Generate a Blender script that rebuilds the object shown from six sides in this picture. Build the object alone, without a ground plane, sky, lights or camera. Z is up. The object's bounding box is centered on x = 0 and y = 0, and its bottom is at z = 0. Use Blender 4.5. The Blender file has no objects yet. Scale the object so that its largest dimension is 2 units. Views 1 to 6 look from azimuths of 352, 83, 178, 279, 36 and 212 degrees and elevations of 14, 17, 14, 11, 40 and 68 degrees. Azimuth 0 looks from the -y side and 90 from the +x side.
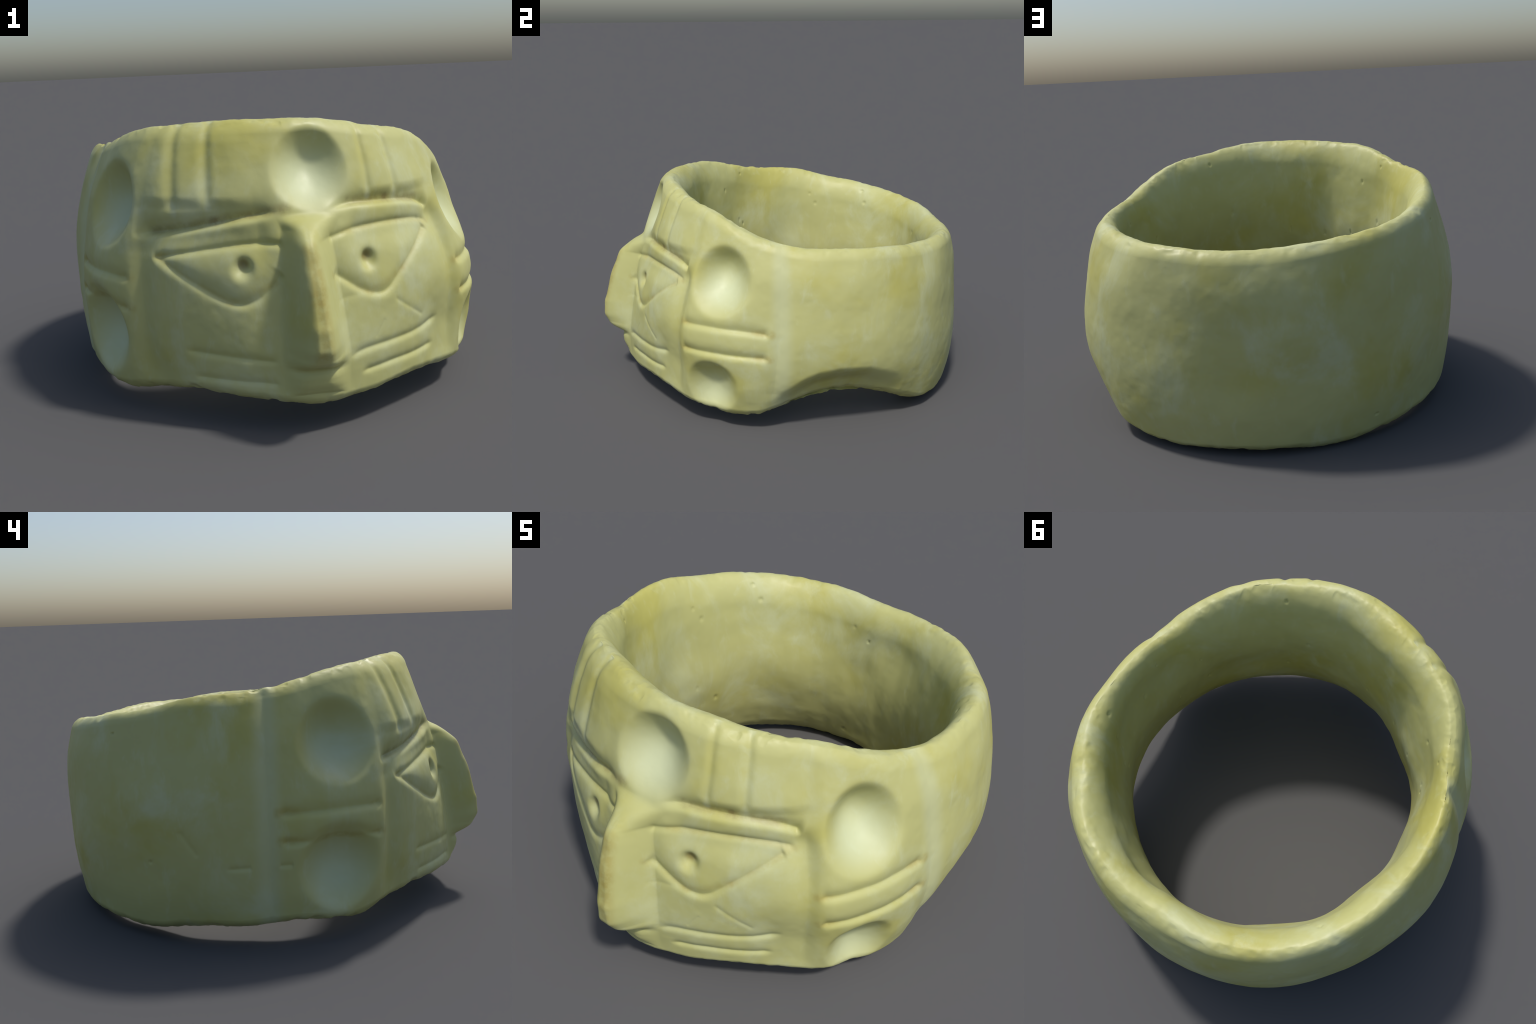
"""A thick stone finger ring carved with a stern face: a barrel-shaped band whose front
carries a forehead band with a round dish, two triangular eyes, a wedge nose and scored
cheeks, flanked by two side panels with a pair of dishes each."""
import bpy
import numpy as np

# ------------------------------------------------------------------ base band
# Cross-sections of the band every 15 degrees round the axis (0 = front, 90 = +x side).
# Each: outer radius at 6 levels from bottom rim to top rim, wall thickness at 5
# levels from bottom to top, height of the bottom rim, height of the top rim.
SECTIONS = {
      0: (0.886, 0.870, 0.831, 0.786, 0.722, 0.640, 0.168, 0.277, 0.284, 0.230, 0.114, 0.104, 1.137),
     15: (0.857, 0.852, 0.822, 0.780, 0.710, 0.630, 0.156, 0.258, 0.267, 0.220, 0.104, 0.108, 1.121),
     30: (0.841, 0.840, 0.829, 0.778, 0.714, 0.628, 0.154, 0.249, 0.257, 0.208, 0.089, 0.124, 1.092),
     45: (0.862, 0.855, 0.860, 0.795, 0.720, 0.643, 0.157, 0.259, 0.267, 0.203, 0.074, 0.107, 1.069),
     60: (0.858, 0.868, 0.875, 0.824, 0.739, 0.661, 0.139, 0.240, 0.261, 0.202, 0.074, 0.079, 1.017),
     75: (0.848, 0.869, 0.867, 0.827, 0.775, 0.702, 0.121, 0.222, 0.235, 0.182, 0.098, 0.079, 0.948),
     90: (0.825, 0.878, 0.881, 0.855, 0.819, 0.750, 0.118, 0.210, 0.224, 0.160, 0.101, 0.140, 0.913),
    105: (0.832, 0.906, 0.912, 0.887, 0.854, 0.792, 0.124, 0.211, 0.220, 0.159, 0.096, 0.168, 0.902),
    120: (0.881, 0.944, 0.954, 0.934, 0.898, 0.851, 0.138, 0.225, 0.237, 0.183, 0.108, 0.128, 0.896),
    135: (0.935, 0.967, 0.979, 0.969, 0.946, 0.886, 0.177, 0.234, 0.249, 0.207, 0.119, 0.033, 0.871),
    150: (0.940, 0.978, 0.988, 0.978, 0.958, 0.927, 0.202, 0.234, 0.244, 0.197, 0.104, 0.000, 0.867),
    165: (0.947, 0.986, 0.989, 0.983, 0.977, 0.938, 0.184, 0.226, 0.231, 0.183, 0.108, 0.005, 0.853),
    180: (0.952, 0.985, 0.992, 0.997, 0.982, 0.929, 0.145, 0.215, 0.229, 0.192, 0.118, 0.007, 0.852),
    195: (0.945, 0.976, 0.988, 0.997, 0.985, 0.945, 0.102, 0.205, 0.234, 0.193, 0.105, 0.000, 0.874),
    210: (0.929, 0.966, 0.982, 0.986, 0.979, 0.942, 0.091, 0.206, 0.253, 0.204, 0.101, 0.014, 0.898),
    225: (0.917, 0.936, 0.958, 0.957, 0.945, 0.916, 0.108, 0.200, 0.235, 0.182, 0.107, 0.029, 0.933),
    240: (0.897, 0.922, 0.937, 0.938, 0.901, 0.861, 0.134, 0.224, 0.255, 0.191, 0.099, 0.030, 0.968),
    255: (0.872, 0.910, 0.922, 0.918, 0.868, 0.808, 0.124, 0.231, 0.253, 0.187, 0.078, 0.066, 1.016),
    270: (0.856, 0.879, 0.888, 0.876, 0.835, 0.759, 0.131, 0.235, 0.243, 0.194, 0.071, 0.075, 1.031),
    285: (0.849, 0.863, 0.867, 0.834, 0.788, 0.708, 0.121, 0.227, 0.225, 0.164, 0.075, 0.094, 1.064),
    300: (0.850, 0.864, 0.876, 0.836, 0.778, 0.691, 0.110, 0.240, 0.278, 0.210, 0.073, 0.080, 1.107),
    315: (0.820, 0.843, 0.842, 0.826, 0.768, 0.672, 0.101, 0.253, 0.284, 0.236, 0.102, 0.111, 1.128),
    330: (0.821, 0.833, 0.824, 0.802, 0.735, 0.646, 0.108, 0.246, 0.278, 0.234, 0.117, 0.134, 1.138),
    345: (0.854, 0.853, 0.832, 0.795, 0.726, 0.647, 0.135, 0.265, 0.291, 0.240, 0.126, 0.122, 1.140),
}
LEVELS = 6
RIM_OUTER, RIM_INNER, RIM_BOTTOM = 0.05, 0.12, 0.05   # height over which the wall rounds off
CREST = 0.34                        # the top edge sits nearer the outside; the bore flares up to it


def catmull(p0, p1, p2, p3, f):
    return 0.5 * (2 * p1 + (p2 - p0) * f + (2 * p0 - 5 * p1 + 4 * p2 - p3) * f ** 2
                  + (3 * p1 - p0 - 3 * p2 + p3) * f ** 3)


def section_at(theta):
    """Interpolated section rows for angles in degrees."""
    tab = np.array([SECTIONS[k] for k in sorted(SECTIONS)])
    n = len(tab)
    x = (theta % 360.0) / (360.0 / n)
    i = np.floor(x).astype(int)
    f = (x - i)[:, None]
    return catmull(tab[(i - 1) % n], tab[i % n], tab[(i + 1) % n], tab[(i + 2) % n], f)


def along(rows, v):
    """Smooth interpolation of level columns (rows: T x n) at v (T x V or V)."""
    n = rows.shape[1]
    ext = np.concatenate([2 * rows[:, :1] - rows[:, 1:2], rows,
                          2 * rows[:, -1:] - rows[:, -2:-1]], 1)
    v = np.broadcast_to(v, (rows.shape[0], np.shape(v)[-1]))
    t = np.clip(v, 0, 1) * (n - 1)
    i = np.minimum(np.floor(t).astype(int), n - 2)
    f = t - i
    g = [np.take_along_axis(ext, i + j, 1) for j in range(4)]
    return catmull(*g, f)


# ------------------------------------------------------------------ noise
def noise(p, scale, seed):
    """Smooth value noise in [-1, 1] at points p (..., 3)."""
    q = p / scale
    i = np.floor(q).astype(np.int64)
    f = q - i
    f = f * f * f * (f * (f * 6 - 15) + 10)
    out = 0
    for dx in (0, 1):
        for dy in (0, 1):
            for dz in (0, 1):
                h = ((i[..., 0] + dx) * 374761393 + (i[..., 1] + dy) * 668265263
                     + (i[..., 2] + dz) * 2147483647 + seed * 974711) & 0xFFFFFFFF
                h = ((h ^ (h >> 13)) * 1274126177) & 0xFFFFFFFF
                h = ((h ^ (h >> 16)) & 0xFFFF) / 32767.5 - 1
                w = ((f[..., 0] if dx else 1 - f[..., 0]) * (f[..., 1] if dy else 1 - f[..., 1])
                     * (f[..., 2] if dz else 1 - f[..., 2]))
                out = out + w * h
    return out


def smooth(a, b, x):
    t = np.clip((x - a) / (b - a), 0, 1)
    return t * t * (3 - 2 * t)


# ------------------------------------------------------------------ carving
UNROLL = 0.84 * np.pi / 180.0      # metres of arc per degree on the unrolled surface


def smooth_line(pts, step=0.012):
    """Catmull-Rom through (angle, height) control points, in unrolled metres."""
    p = np.array(pts, float) * [UNROLL, 1.0]
    if len(p) < 3:
        return p
    e = np.vstack([2 * p[0] - p[1], p, 2 * p[-1] - p[-2]])
    out = []
    for k in range(len(p) - 1):
        m = max(2, int(np.linalg.norm(p[k + 1] - p[k]) / step))
        for f in np.arange(m) / m:
            out.append(catmull(e[k], e[k + 1], e[k + 2], e[k + 3], f))
    out.append(p[-1])
    return np.array(out)


def line_field(S, Z, pts, reach):
    """Distance to a line, side of it (+1 left of its direction) and place along it 0..1."""
    L = smooth_line(pts)
    d = np.full(S.shape, 9.0)
    side = np.ones(S.shape)
    at = np.zeros(S.shape)
    near = ((S > L[:, 0].min() - reach) & (S < L[:, 0].max() + reach)
            & (Z > L[:, 1].min() - reach) & (Z < L[:, 1].max() + reach))
    s, z = S[near], Z[near]
    dn, sn, an = d[near], side[near], at[near]
    run = np.r_[0, np.cumsum(np.linalg.norm(np.diff(L, axis=0), axis=1))]
    for k, (a, b) in enumerate(zip(L[:-1], L[1:])):
        ab = b - a
        raw = ((s - a[0]) * ab[0] + (z - a[1]) * ab[1]) / (ab @ ab)
        t = np.clip(raw, 0, 1)
        ds, dz = s - a[0] - t * ab[0], z - a[1] - t * ab[1]
        q = np.hypot(ds, dz)
        m = q < dn
        dn[m] = q[m]
        sn[m] = np.where(ab[0] * dz[m] - ab[1] * ds[m] > 0, 1, -1)
        an[m] = (run[k] + t[m] * (run[k + 1] - run[k])) / run[-1]
    d[near], side[near], at[near] = dn, sn, an
    return d, side, at


def groove(S, Z, pts, depth, left, right, fade=(0.0, 0.0), power=1.5):
    """Depth field of a cut line; left / right = half-widths on either side of its direction."""
    d, side, at = line_field(S, Z, pts, 4 * max(left, right))
    w = np.where(side > 0, left, right)
    cut = np.exp(-(d / w) ** power)
    if fade[0]:
        cut = cut * smooth(0, fade[0], at)
    if fade[1]:
        cut = cut * smooth(0, fade[1], 1 - at)
    return depth * cut


def dish(S, Z, theta, z, half_width, half_height, depth, slant=0.0):
    """Spherical bowl pressed into the surface, with a slightly rounded lip."""
    a = (S - theta * UNROLL)
    b = Z - z
    a, b = a + slant * b, b
    r = np.hypot(a / half_width, b / half_height)
    k = 1 - r ** 2
    return depth * (0.5 * (k + np.sqrt(k * k + 0.025))) ** 1.4 * (r < 1.6)


BROW_RIGHT = [(4.5, .815), (13.3, .826), (19.8, .823), (26.6, .818), (33.2, .811), (39.8, .795), (45.5, .765)]
BROW_LEFT = [(-50, .735), (-44.4, .738), (-34.8, .757), (-25.8, .779), (-17, .801), (-6, .822)]
LID_RIGHT = [(4.5, .712), (9.8, .729), (16.9, .738), (23.5, .740), (30.1, .737), (36.6, .730), (41.4, .716), (44, .703)]
LID_LEFT = [(-43.5, .648), (-41.3, .655), (-33.8, .672), (-25.7, .690), (-16.2, .706), (-7, .705)]
EYE_RIGHT = [(4.7, .593), (8.4, .563), (12.1, .526), (15.6, .502), (19.1, .493), (22.4, .510), (27.2, .565),
             (33.5, .630), (38.2, .672), (41.2, .694)]
EYE_LEFT = [(-42.3, .657), (-33.8, .587), (-26.6, .532), (-21.4, .501), (-17.2, .493), (-13.1, .519),
            (-9.4, .571), (-7.4, .608)]
PUPILS = [(16.2, .622), (-17.7, .624)]
CORNERS = [[(46.0, .80), (46.3, .66), (46.0, .50), (45.3, .33), (45.0, .10)],
           [(-47.2, .74), (-46.6, .52), (-46.5, .35), (-47.0, .10)]]

# dishes: angle, height, half width, half height, depth
DISHES = [(2.0, .963, .178, .152, .085),
          (61.6, .750, .168, .166, .102),
          (60.0, .232, .136, .146, .075),
          (-62.6, .829, .178, .172, .115),
          (-63.5, .332, .176, .192, .112)]

# upright flutes on the forehead: line, depth, half width
FLUTES = [([(19.8, .845), (20.2, .97), (20.4, 1.12)], .007, .019),
          ([(30.2, .834), (30.6, .96), (31.2, 1.12)], .009, .021),
          ([(-37.3, .81), (-39.4, .97), (-42.0, 1.14)], .010, .027),
          ([(-27.5, .835), (-29.0, .97), (-31.0, 1.15)], .009, .025)]
# grooves across the side panels
SIDE_GROOVES = [[(48.5, .536), (58.5, .538), (70.1, .530), (80, .511)],
                [(48.8, .413), (59, .414), (70.3, .409), (79.5, .397)],
                [(-80.5, .560), (-71, .561), (-60.3, .567), (-49.8, .563)],
                [(-80, .444), (-72.7, .443), (-60, .450), (-49.8, .444)]]

# ridge of the nose, lip and chin: height -> distance from the axis
NOSE_RIDGE = [(.04, .78), (.10, .80), (.135, .850), (.165, .885), (.20, .902), (.235, .906), (.262, .893), (.285, .945), (.305, .974),
              (.36, .998), (.44, .994), (.58, .957), (.68, .917), (.72, .893), (.768, .842), (.815, .757)]


def carve(TH, Z, base):
    """Radial offset of the outer surface at angle TH (deg), height Z."""
    S = TH * UNROLL
    off = np.zeros(TH.shape)
    # forehead band overhangs the brow: broad flank above, crisp edge below
    off += .010 * smooth(.83, .88, Z) * (1 - smooth(1.06, 1.13, Z)) * smooth(12, 24, np.abs(TH)) * (1 - smooth(42, 52, np.abs(TH)))
    off += .014 * smooth(46, 52, TH) * (1 - smooth(70, 80, TH)) * smooth(.10, .25, Z)
    off += .010 * smooth(47, 53, -TH) * (1 - smooth(72, 84, -TH)) * smooth(.10, .25, Z)
    off -= groove(S, Z, BROW_RIGHT, .022, .038, .011, (.20, .04))
    off -= groove(S, Z, BROW_LEFT, .027, .040, .012, (.10, .20))
    # the face sinks towards its brow and its outer corners
    off -= np.where(TH < 0, .023, .018) * np.exp(-((Z - .725) / .065) ** 2) * smooth(8, 14, np.abs(TH)) * (1 - smooth(43, 50, np.abs(TH)))
    # upper lids and almond eyes
    off -= groove(S, Z, LID_RIGHT, .010, .014, .010, (.03, .06))
    off -= groove(S, Z, LID_LEFT, .011, .014, .010, (.05, .03))
    off -= groove(S, Z, EYE_RIGHT, .011, .026, .011, (.03, .03))
    off -= groove(S, Z, EYE_LEFT, .011, .028, .012, (.04, .03))
    for t, z in PUPILS:
        r = np.hypot(S - t * UNROLL, Z - z)
        off -= .030 * np.exp(-(r / .033) ** 2.6)
    # the cheeks fall back towards the corners
    for t, z in ((38, .36), (41, .20), (-42, .14)):
        off -= .010 * np.exp(-((S - t * UNROLL) / .07) ** 2 - ((Z - z) / .14) ** 2) * (np.abs(TH) < 60)
    # corner between face and side panels
    for line, sides in zip(CORNERS, ((.034, .055), (.055, .034))):
        off -= groove(S, Z, line[::-1], .015, sides[1], sides[0], (.30, .12), 2.0)
    # scored cheek lines and light scratches
    for pts, dep, w in (
            ([(7.5, .276), (12.8, .298), (21.4, .305), (29.8, .311), (38, .330), (41, .343)], .009, .014),
            ([(10.9, .214), (21.4, .224), (29.8, .226), (38.5, .236)], .009, .013),
            ([(-34.5, .305), (-22, .296), (-13.7, .289), (-8.6, .285)], .009, .013),
            ([(-32.5, .203), (-22.4, .203), (-13.9, .203), (-8.4, .198)], .008, .013),
            ([(22.7, .467), (28.5, .410), (33.5, .364)], .0025, .009),
            ([(19.4, .398), (16.0, .331)], .0012, .007),
            ([(5.0, .492), (9.0, .500), (14, .505)], .0015, .010),
            ([(-106, .50), (-101, .389)], .004, .009),
            ([(-94, .340), (-87.4, .346)], .006, .010),
            ([(-80.5, .349), (-76.7, .353)], .006, .010)):
        off -= groove(S, Z, pts, dep, w * 1.2, w * .8, (.12, .12))
    # pairs of grooves across the side panels
    clear = 1 - np.clip(dish(S, Z, *DISHES[4][:4], 1.0) * 5, 0, 1)      # the lower left dish cuts them away
    for pts in SIDE_GROOVES:
        off -= groove(S, Z, pts, .015, .028, .012, (.07, .09)) * clear
    # pairs of upright flutes on the forehead
    for pts, dep, w in FLUTES:
        off -= groove(S, Z, pts, dep, w, w, (.15, .0), 2.0)
    # shallow flat strip that ends the side panels
    for pts, dep in (([(83.5, .91), (82.8, .57), (80.5, .22)], .008), ([(-84, 1.01), (-83.2, .59), (-82.6, .12)], .014)):
        off -= groove(S, Z, pts, dep, .035, .035)
    # lower edge of the +x side is scooped under
    edge = np.interp(TH, [74, 80, 86, 91, 95, 101, 111, 119, 129, 138], [.14, .20, .25, .30, .325, .34, .33, .28, .19, .12])
    amount = np.interp(TH, [76, 86, 94, 108, 116, 124], [0, .6, 1, 1, .6, 0])
    under = smooth(-.02, .09, edge - Z)
    off -= amount * .05 * under
    # wedge nose, lip and chin
    zs, rs = np.array(NOSE_RIDGE).T
    ridge = np.interp(Z, zs, rs)
    ridge = (ridge + np.interp(Z - .008, zs, rs) + np.interp(Z + .008, zs, rs)) / 3
    rise = np.maximum(ridge - base, 0) * (1 - smooth(.785, .835, Z))
    lean = np.interp(Z, [.30, .38, .70], [-.003, -.003, -.024])        # the ridge slants a little
    worn = np.stack([np.zeros_like(Z), np.zeros_like(Z), Z], -1)
    x = base * np.sin(np.radians(TH)) - lean
    flat = np.interp(Z, [.25, .32, .6, .8], [.040, .018, .008, .006])
    foot_right = np.interp(Z, [.20, .30, .48, .64, .72, .80], [.125, .130, .110, .092, .080, .130]) - lean
    foot_left = np.interp(Z, [.20, .30, .42, .65, .76, .82], [.125, .130, .132, .120, .105, .130]) + lean
    foot = np.where(x > 0, foot_right, foot_left)
    ramp = np.clip((np.abs(x) - flat) / (foot - flat), 0, 1)
    nose = 1 - (.15 * ramp + .85 * smooth(0, 1, ramp))
    nose = nose * (np.abs(TH) < 30)
    nose = nose * (1 - smooth(.78, .83, Z))
    rise = rise + nose ** 8 * .005 * noise(worn, .06, 21) * smooth(.02, .06, rise)
    off = off * (1 - nose) + rise * nose
    # dishes
    for t, z, hw, hh, dep in DISHES:
        off -= dish(S, Z, t, z, hw, hh, dep)
    return off


# ------------------------------------------------------------------ surface
front = np.linspace(-90, 90, 841)[:-1]
back = np.linspace(90, 270, 421)[:-1]
theta = np.concatenate([front, back])
NT = len(theta)
NO, NI = 300, 130
v_out = (1 - np.cos(np.linspace(0, np.pi, NO + 1))) / 2
v_in = (1 - np.cos(np.linspace(np.pi, 0, NI + 1)))[1:-1] / 2

sec = section_at(theta)
levels, thick = sec[:, :LEVELS], sec[:, LEVELS:LEVELS + 5]
z_bot, z_top = sec[:, -2:-1], sec[:, -1:]
ang = np.radians(theta)[:, None]
direction = np.stack([np.sin(ang), -np.cos(ang), np.zeros_like(ang)], -1)

def wall(v, outer):
    z = z_bot + (z_top - z_bot) * v
    d = np.minimum(z - z_bot, z_top - z)
    upper = z - z_bot > z_top - z
    q = np.clip(1 - d / np.where(upper, RIM_OUTER if outer else RIM_INNER, RIM_BOTTOM if outer else 1.7 * RIM_BOTTOM), 0, 1)
    cap = np.sqrt(np.maximum(1 - q * q, 0))
    r = along(levels, v)
    thickness = along(thick, v)
    edge = .5 + (CREST - .5) * smooth(.35, .85, v)           # where the rim line lies in the wall
    return z, cap, (r - edge * thickness * (1 - cap) if outer
                    else r - edge * thickness - (1 - edge) * thickness * cap)


z_o, cap_o, rad_o = wall(v_out, True)
z_i, cap_i, rad_i = wall(v_in, False)
TH = np.repeat(np.where(theta > 180, theta - 360, theta)[:, None], NO + 1, 1)
rad_o = rad_o + carve(TH, z_o, rad_o) * smooth(0, .35, cap_o)


def place(rad, z):
    return np.stack([rad * np.sin(ang), -rad * np.cos(ang), z], -1)


P_o, P_i = place(rad_o, z_o), place(rad_i, z_i)
# hand-worked unevenness, and chipped, uneven rims
for P, z, inner in ((P_o, z_o, False), (P_i, z_i, True)):
    a = .0030 if not inner else .0050
    n = a * noise(P, .16, 11) + .0010 * noise(P, .06, 12) + .0004 * noise(P, .025, 13)
    if inner:
        n = n + .0015 * noise(P * [1, 1, .35], .05, 14)
    top = np.exp(-((z_top - z) / .022) ** 2)
    low = np.exp(-((z - z_bot) / .035) ** 2)
    rough = noise(P, .07, 3) + .6 * noise(P, .03, 4) + .3 * noise(P, .014, 5)
    bite = np.maximum(noise(P, .04, 6) - .3, 0)
    P[..., 2] += top * (.0025 * rough - .006 * bite) + low * (.005 * rough + .012 * bite)
    P += (n - .004 * (top + low) * bite * (-1 if inner else 1))[..., None] * direction
# tiny pits
rng = np.random.default_rng(7)
for k in range(40):
    P, rad, z = (P_i, rad_i, z_i) if k < 36 else (P_o, rad_o, z_o)
    i = rng.integers(NT) if k < 36 else rng.integers(len(front), NT)
    j = rng.integers(P.shape[1] // 8, P.shape[1] * 7 // 8)
    c = P[i, j].copy()
    size = rng.uniform(.004, .010)
    d = np.linalg.norm(P - c, axis=-1)
    dent = rng.uniform(.004, .008) * np.exp(-(d / size) ** 2)
    P += (dent if P is P_i else -dent)[..., None] * direction

grid = np.concatenate([P_o, P_i], 1)
grid[..., 2] = np.maximum(grid[..., 2], 0)
M = grid.shape[1]
verts = grid.reshape(-1, 3)
I, J = np.meshgrid(np.arange(NT), np.arange(M), indexing="ij")
I2, J2 = (I + 1) % NT, (J + 1) % M
faces = np.stack([I * M + J, I2 * M + J, I2 * M + J2, I * M + J2], -1).reshape(-1, 4)
f_th = np.repeat((TH[:, :1] + .1), M, 1).reshape(-1)
f_z = grid[..., 2].reshape(-1)
f_outer = (J < NO).reshape(-1)

# vertex normals of the whole body
a, b, c, d = (verts[faces[:, k]] for k in range(4))
fn = np.cross(c - a, d - b)
vn = np.zeros_like(verts)
for k in range(4):
    for ax in range(3):
        vn[:, ax] += np.bincount(faces[:, k], fn[:, ax], len(verts))
vn /= np.linalg.norm(vn, axis=1, keepdims=True) + 1e-12

# ------------------------------------------------------------------ material
def stone_material(name, carved):
    mat = bpy.data.materials.new(name)
    mat.use_nodes = True
    nt = mat.node_tree
    N, Lk = nt.nodes, nt.links
    bsdf = N["Principled BSDF"]
    tc = N.new("ShaderNodeTexCoord")
    obj = tc.outputs["Object"]

    def tex(scale, detail=4.0, rough=.55, stretch=(1, 1, 1), shift=(0, 0, 0), warp=0.0):
        mp = N.new("ShaderNodeMapping")
        mp.inputs["Scale"].default_value = stretch
        mp.inputs["Location"].default_value = shift
        Lk.new(obj, mp.inputs["Vector"])
        t = N.new("ShaderNodeTexNoise")
        t.inputs["Scale"].default_value = scale
        t.inputs["Detail"].default_value = detail
        t.inputs["Roughness"].default_value = rough
        t.inputs["Distortion"].default_value = warp
        Lk.new(mp.outputs["Vector"], t.inputs["Vector"])
        return t.outputs["Fac"]

    def span(val, lo, hi, a=0.0, b=1.0):
        m = N.new("ShaderNodeMapRange")
        m.interpolation_type = "SMOOTHSTEP"
        for key, x in (("From Min", lo), ("From Max", hi), ("To Min", a), ("To Max", b)):
            m.inputs[key].default_value = x
        Lk.new(val, m.inputs["Value"])
        return m.outputs["Result"]

    def math(op, x, y=None):
        m = N.new("ShaderNodeMath")
        m.operation = op
        for k, s in enumerate((x, y)):
            if s is None:
                continue
            if isinstance(s, (int, float)):
                m.inputs[k].default_value = s
            else:
                Lk.new(s, m.inputs[k])
        return m.outputs[0]

    def mix(fac, base, col):
        m = N.new("ShaderNodeMix")
        m.data_type = "RGBA"
        Lk.new(fac, m.inputs["Factor"])
        for idx, s in ((6, base), (7, col)):
            if isinstance(s, tuple):
                m.inputs[idx].default_value = (*s, 1)
            else:
                Lk.new(s, m.inputs[idx])
        return m.outputs[2]

    def near(point, r0, r1):
        """1 inside r0 of a point, 0 outside r1."""
        v = N.new("ShaderNodeVectorMath")
        v.operation = "DISTANCE"
        Lk.new(obj, v.inputs[0])
        v.inputs[1].default_value = point
        return span(v.outputs["Value"], r0, r1, 1.0, 0.0)

    def on_surface(t, z, sink=0.0):
        j = int(np.argmin(np.abs(((theta - t + 180) % 360) - 180)))
        k = int(np.argmin(np.abs(z_o[j] - z)))
        p = P_o[j, k] - direction[j, 0] * sink
        return tuple(float(x) for x in p)

    body, yellow, pale, brown, ochre = (.48, .478, .192), (.44, .405, .078), (.56, .605, .40), (.16, .10, .03), (.36, .285, .065)

    def carved_tints(col):
        # paler, greener tint in the dishes, centred a little below their middles
        for t, z, hw, hh, dep in DISHES:
            f = near(on_surface(t, z - .035, -.045), .03, max(hw, hh) * 1.06)
            col = mix(math("MULTIPLY", f, .55), col, (.62, .69, .50))
        # pale upright strips closing the side panels
        sep = N.new("ShaderNodeSeparateXYZ")
        Lk.new(obj, sep.inputs[0])
        bearing = math("ABSOLUTE", math("ARCTAN2", sep.outputs["X"], math("MULTIPLY", sep.outputs["Y"], -1.0)))
        off = math("ABSOLUTE", math("SUBTRACT", bearing, float(np.radians(83.2))))
        col = mix(math("MULTIPLY", span(off, .01, .085, 1.0, 0.0), .38), col, pale)
        # earth left in the pupils and at the inner ends of the brow cut
        for t, z in PUPILS:
            col = mix(math("MULTIPLY", near(on_surface(t, z + .012), .008, .034), .6), col, brown)
        grit = span(tex(28, 4), .32, .62, .35, 1.0)

        def line_tint(col, line, tint, r0, r1, strength):
            """Tint along a carved line, worked out as distance to its straight runs."""
            pts = [on_surface(*q) for q in line]
            for a, b in zip(pts[:-1], pts[1:]):
                ab = np.subtract(b, a)
                v = N.new("ShaderNodeVectorMath")
                v.operation = "SUBTRACT"
                Lk.new(obj, v.inputs[0])
                v.inputs[1].default_value = a
                d = N.new("ShaderNodeVectorMath")
                d.operation = "DOT_PRODUCT"
                Lk.new(v.outputs[0], d.inputs[0])
                d.inputs[1].default_value = tuple(ab / (ab @ ab))
                k = N.new("ShaderNodeClamp")
                Lk.new(d.outputs["Value"], k.inputs["Value"])
                s = N.new("ShaderNodeVectorMath")
                s.operation = "SCALE"
                s.inputs[0].default_value = tuple(ab)
                Lk.new(k.outputs[0], s.inputs["Scale"])
                g = N.new("ShaderNodeVectorMath")
                g.operation = "DISTANCE"
                Lk.new(v.outputs[0], g.inputs[0])
                Lk.new(s.outputs[0], g.inputs[1])
                f = span(g.outputs["Value"], r0, r1, 1.0, 0.0)
                col = mix(math("MULTIPLY", math("MULTIPLY", f, grit), strength), col, tint)
            return col

        # earth in the brow cut, ochre in the side grooves and along the worn nose, pale flutes
        for line in (BROW_RIGHT[1:6:2], BROW_LEFT[1::2]):
            col = line_tint(col, [(a, z + .008) for a, z in line], brown, .003, .034, .42)
        for line in SIDE_GROOVES:
            col = line_tint(col, [(a, z + .006) for a, z in line[::3]], ochre, .004, .030, .50)
        for line in (EYE_RIGHT[::3], EYE_LEFT[::3], LID_RIGHT[1::3], LID_LEFT[1::3]):
            col = line_tint(col, line, ochre, .003, .022, .30)
        col = line_tint(col, [(-1.4, .70), (-.5, .55), (0, .34)], ochre, .010, .050, .60)
        for line, _, w in FLUTES:
            col = line_tint(col, [line[0], line[2]], pale, .004, .022, .45)
        return col

    col = mix(math("MULTIPLY", span(tex(2.4, 5, .55, (1, 1, 1), (3, 1, 0), .3), .46, .70), .65), body, yellow)
    col = mix(math("MULTIPLY", span(tex(3.4, 6, .62, (1, 1, .75), (0, 5, 2), .5), .48, .74), .5), col, pale)
    col = mix(math("MULTIPLY", span(tex(14, 4, .6, (1, 1, .5), (1, 2, 7), .4), .55, .75), .25), col, pale)
    if carved:
        col = carved_tints(col)
    Lk.new(col, bsdf.inputs["Base Color"])
    Lk.new(span(tex(9, 4), .3, .7, .42, .55), bsdf.inputs["Roughness"])
    bsdf.inputs["Specular IOR Level"].default_value = .35
    bump = N.new("ShaderNodeBump")
    bump.inputs["Strength"].default_value = .10
    bump.inputs["Distance"].default_value = .004
    Lk.new(tex(45, 5, .6), bump.inputs["Height"])
    Lk.new(bump.outputs["Normal"], bsdf.inputs["Normal"])
    return mat


MAT = stone_material("polished_greenish_stone", True)
MAT_INNER = stone_material("plain_greenish_stone", False)

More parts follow.
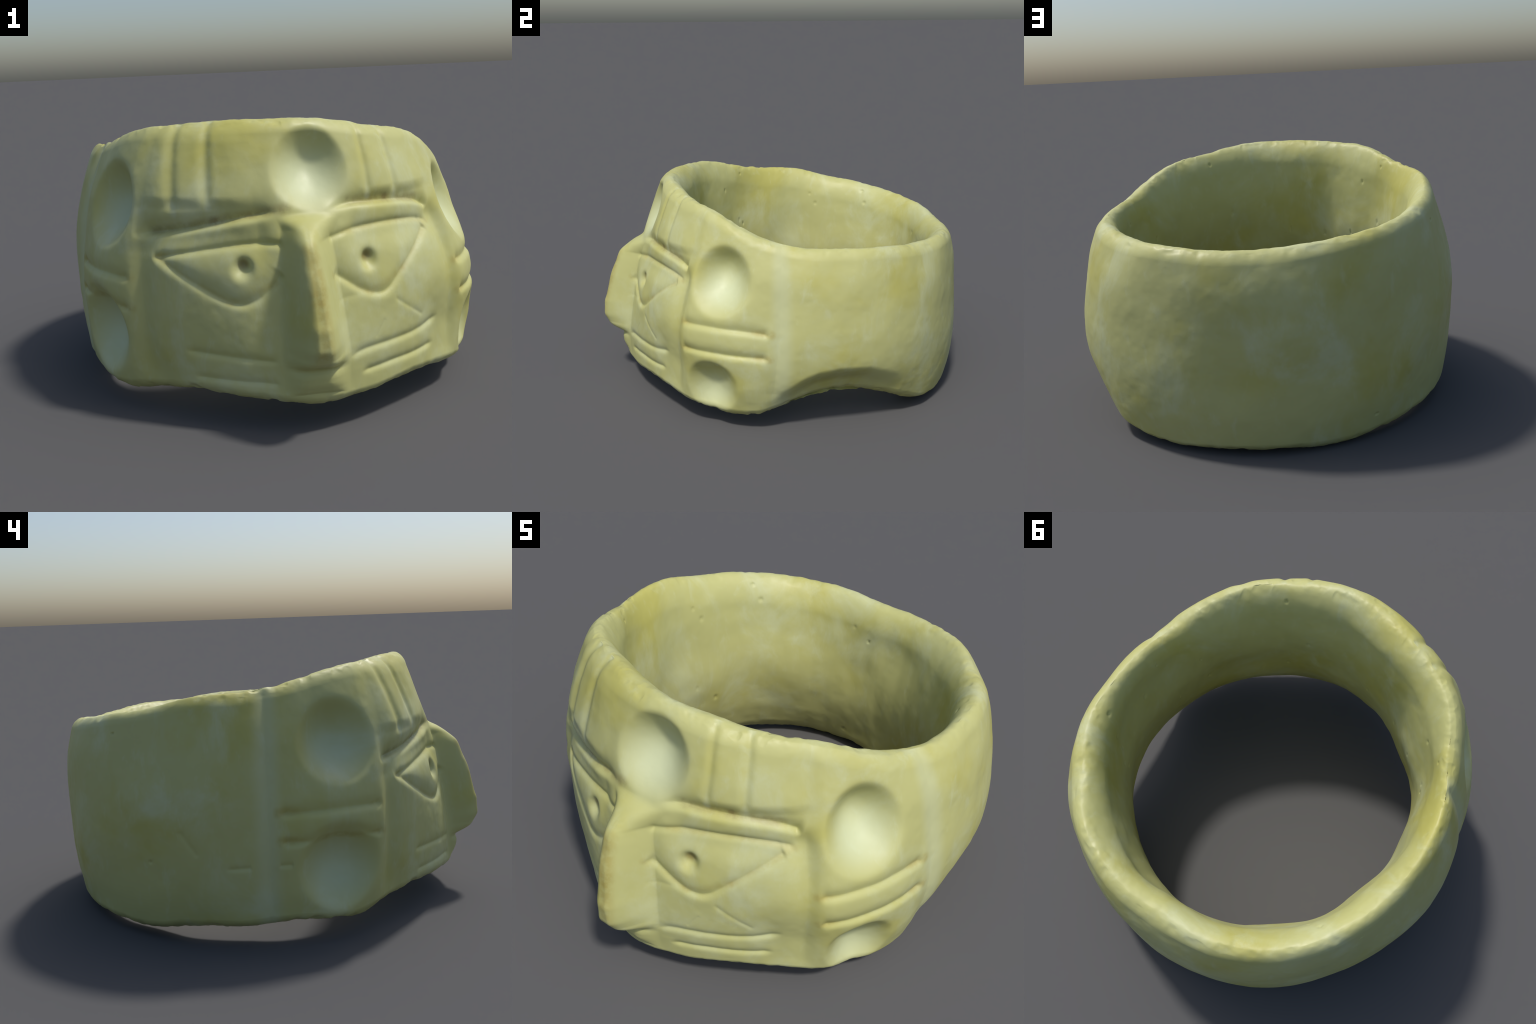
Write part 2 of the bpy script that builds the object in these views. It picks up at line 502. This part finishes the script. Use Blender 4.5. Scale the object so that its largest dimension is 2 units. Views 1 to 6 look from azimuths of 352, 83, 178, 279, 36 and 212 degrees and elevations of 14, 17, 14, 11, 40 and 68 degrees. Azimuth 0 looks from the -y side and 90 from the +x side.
# ------------------------------------------------------------------ parts
thing = bpy.data.objects.new("carved_face_ring", None)
bpy.context.scene.collection.objects.link(thing)
thing["label"] = "thick pale green stone ring carved with a stern face"
thing["category"] = "ring"


def make_part(name, mask, mat=MAT):
    fs = faces[mask]
    used, inv = np.unique(fs, return_inverse=True)
    me = bpy.data.meshes.new(name)
    me.from_pydata(verts[used].tolist(), [], inv.reshape(fs.shape).tolist())
    me.polygons.foreach_set("use_smooth", np.ones(len(fs), bool))
    me.normals_split_custom_set_from_vertices(vn[used].tolist())
    me.materials.append(mat)
    ob = bpy.data.objects.new(name, me)
    bpy.context.scene.collection.objects.link(ob)
    ob.parent = thing
    return ob


def height_on(line):
    L = smooth_line(line)
    o = np.argsort(L[:, 0])
    return np.interp(f_th * UNROLL, L[o, 0], L[o, 1])


left = np.zeros(len(faces), int)          # region number per face
in_face = f_outer & (f_th > -47) & (f_th < 46) & (f_z > z_bot.min())
rim_z = np.repeat(z_top, M, 1).reshape(-1)
low_z = np.repeat(z_bot, M, 1).reshape(-1)
wall_face = f_outer & (f_z < rim_z - .004) & (f_z > low_z + .004)
in_face &= wall_face
brow = np.where(f_th < 0, height_on(BROW_LEFT), height_on(BROW_RIGHT))
region = {}
region["forehead"] = in_face & (f_z > brow)
region["nose"] = in_face & (np.abs(f_th) < 7) & (f_z <= brow) & (f_z > .25)
eye_r = (f_th > 6) & (f_th < 43) & (f_z < height_on(LID_RIGHT)) & (f_z > height_on(EYE_RIGHT))
eye_l = (f_th < -8) & (f_th > -42.5) & (f_z < height_on(LID_LEFT)) & (f_z > height_on(EYE_LEFT))
eyes = [in_face & eye_r & ~region["nose"], in_face & eye_l & ~region["nose"]]
region["face"] = in_face & ~region["forehead"] & ~region["nose"] & ~eyes[0] & ~eyes[1]
panels = [wall_face & (f_th >= 46) & (f_th < 81), wall_face & (f_th <= -47) & (f_th > -81)]
rest = ~in_face & ~panels[0] & ~panels[1]
make_part("band", rest & f_outer)
make_part("inner_wall", rest & ~f_outer, MAT_INNER)
for name in ("forehead", "face", "nose"):
    make_part(name, region[name])
for m in eyes:
    make_part("eye", m)
for m in panels:
    make_part("side_panel", m)
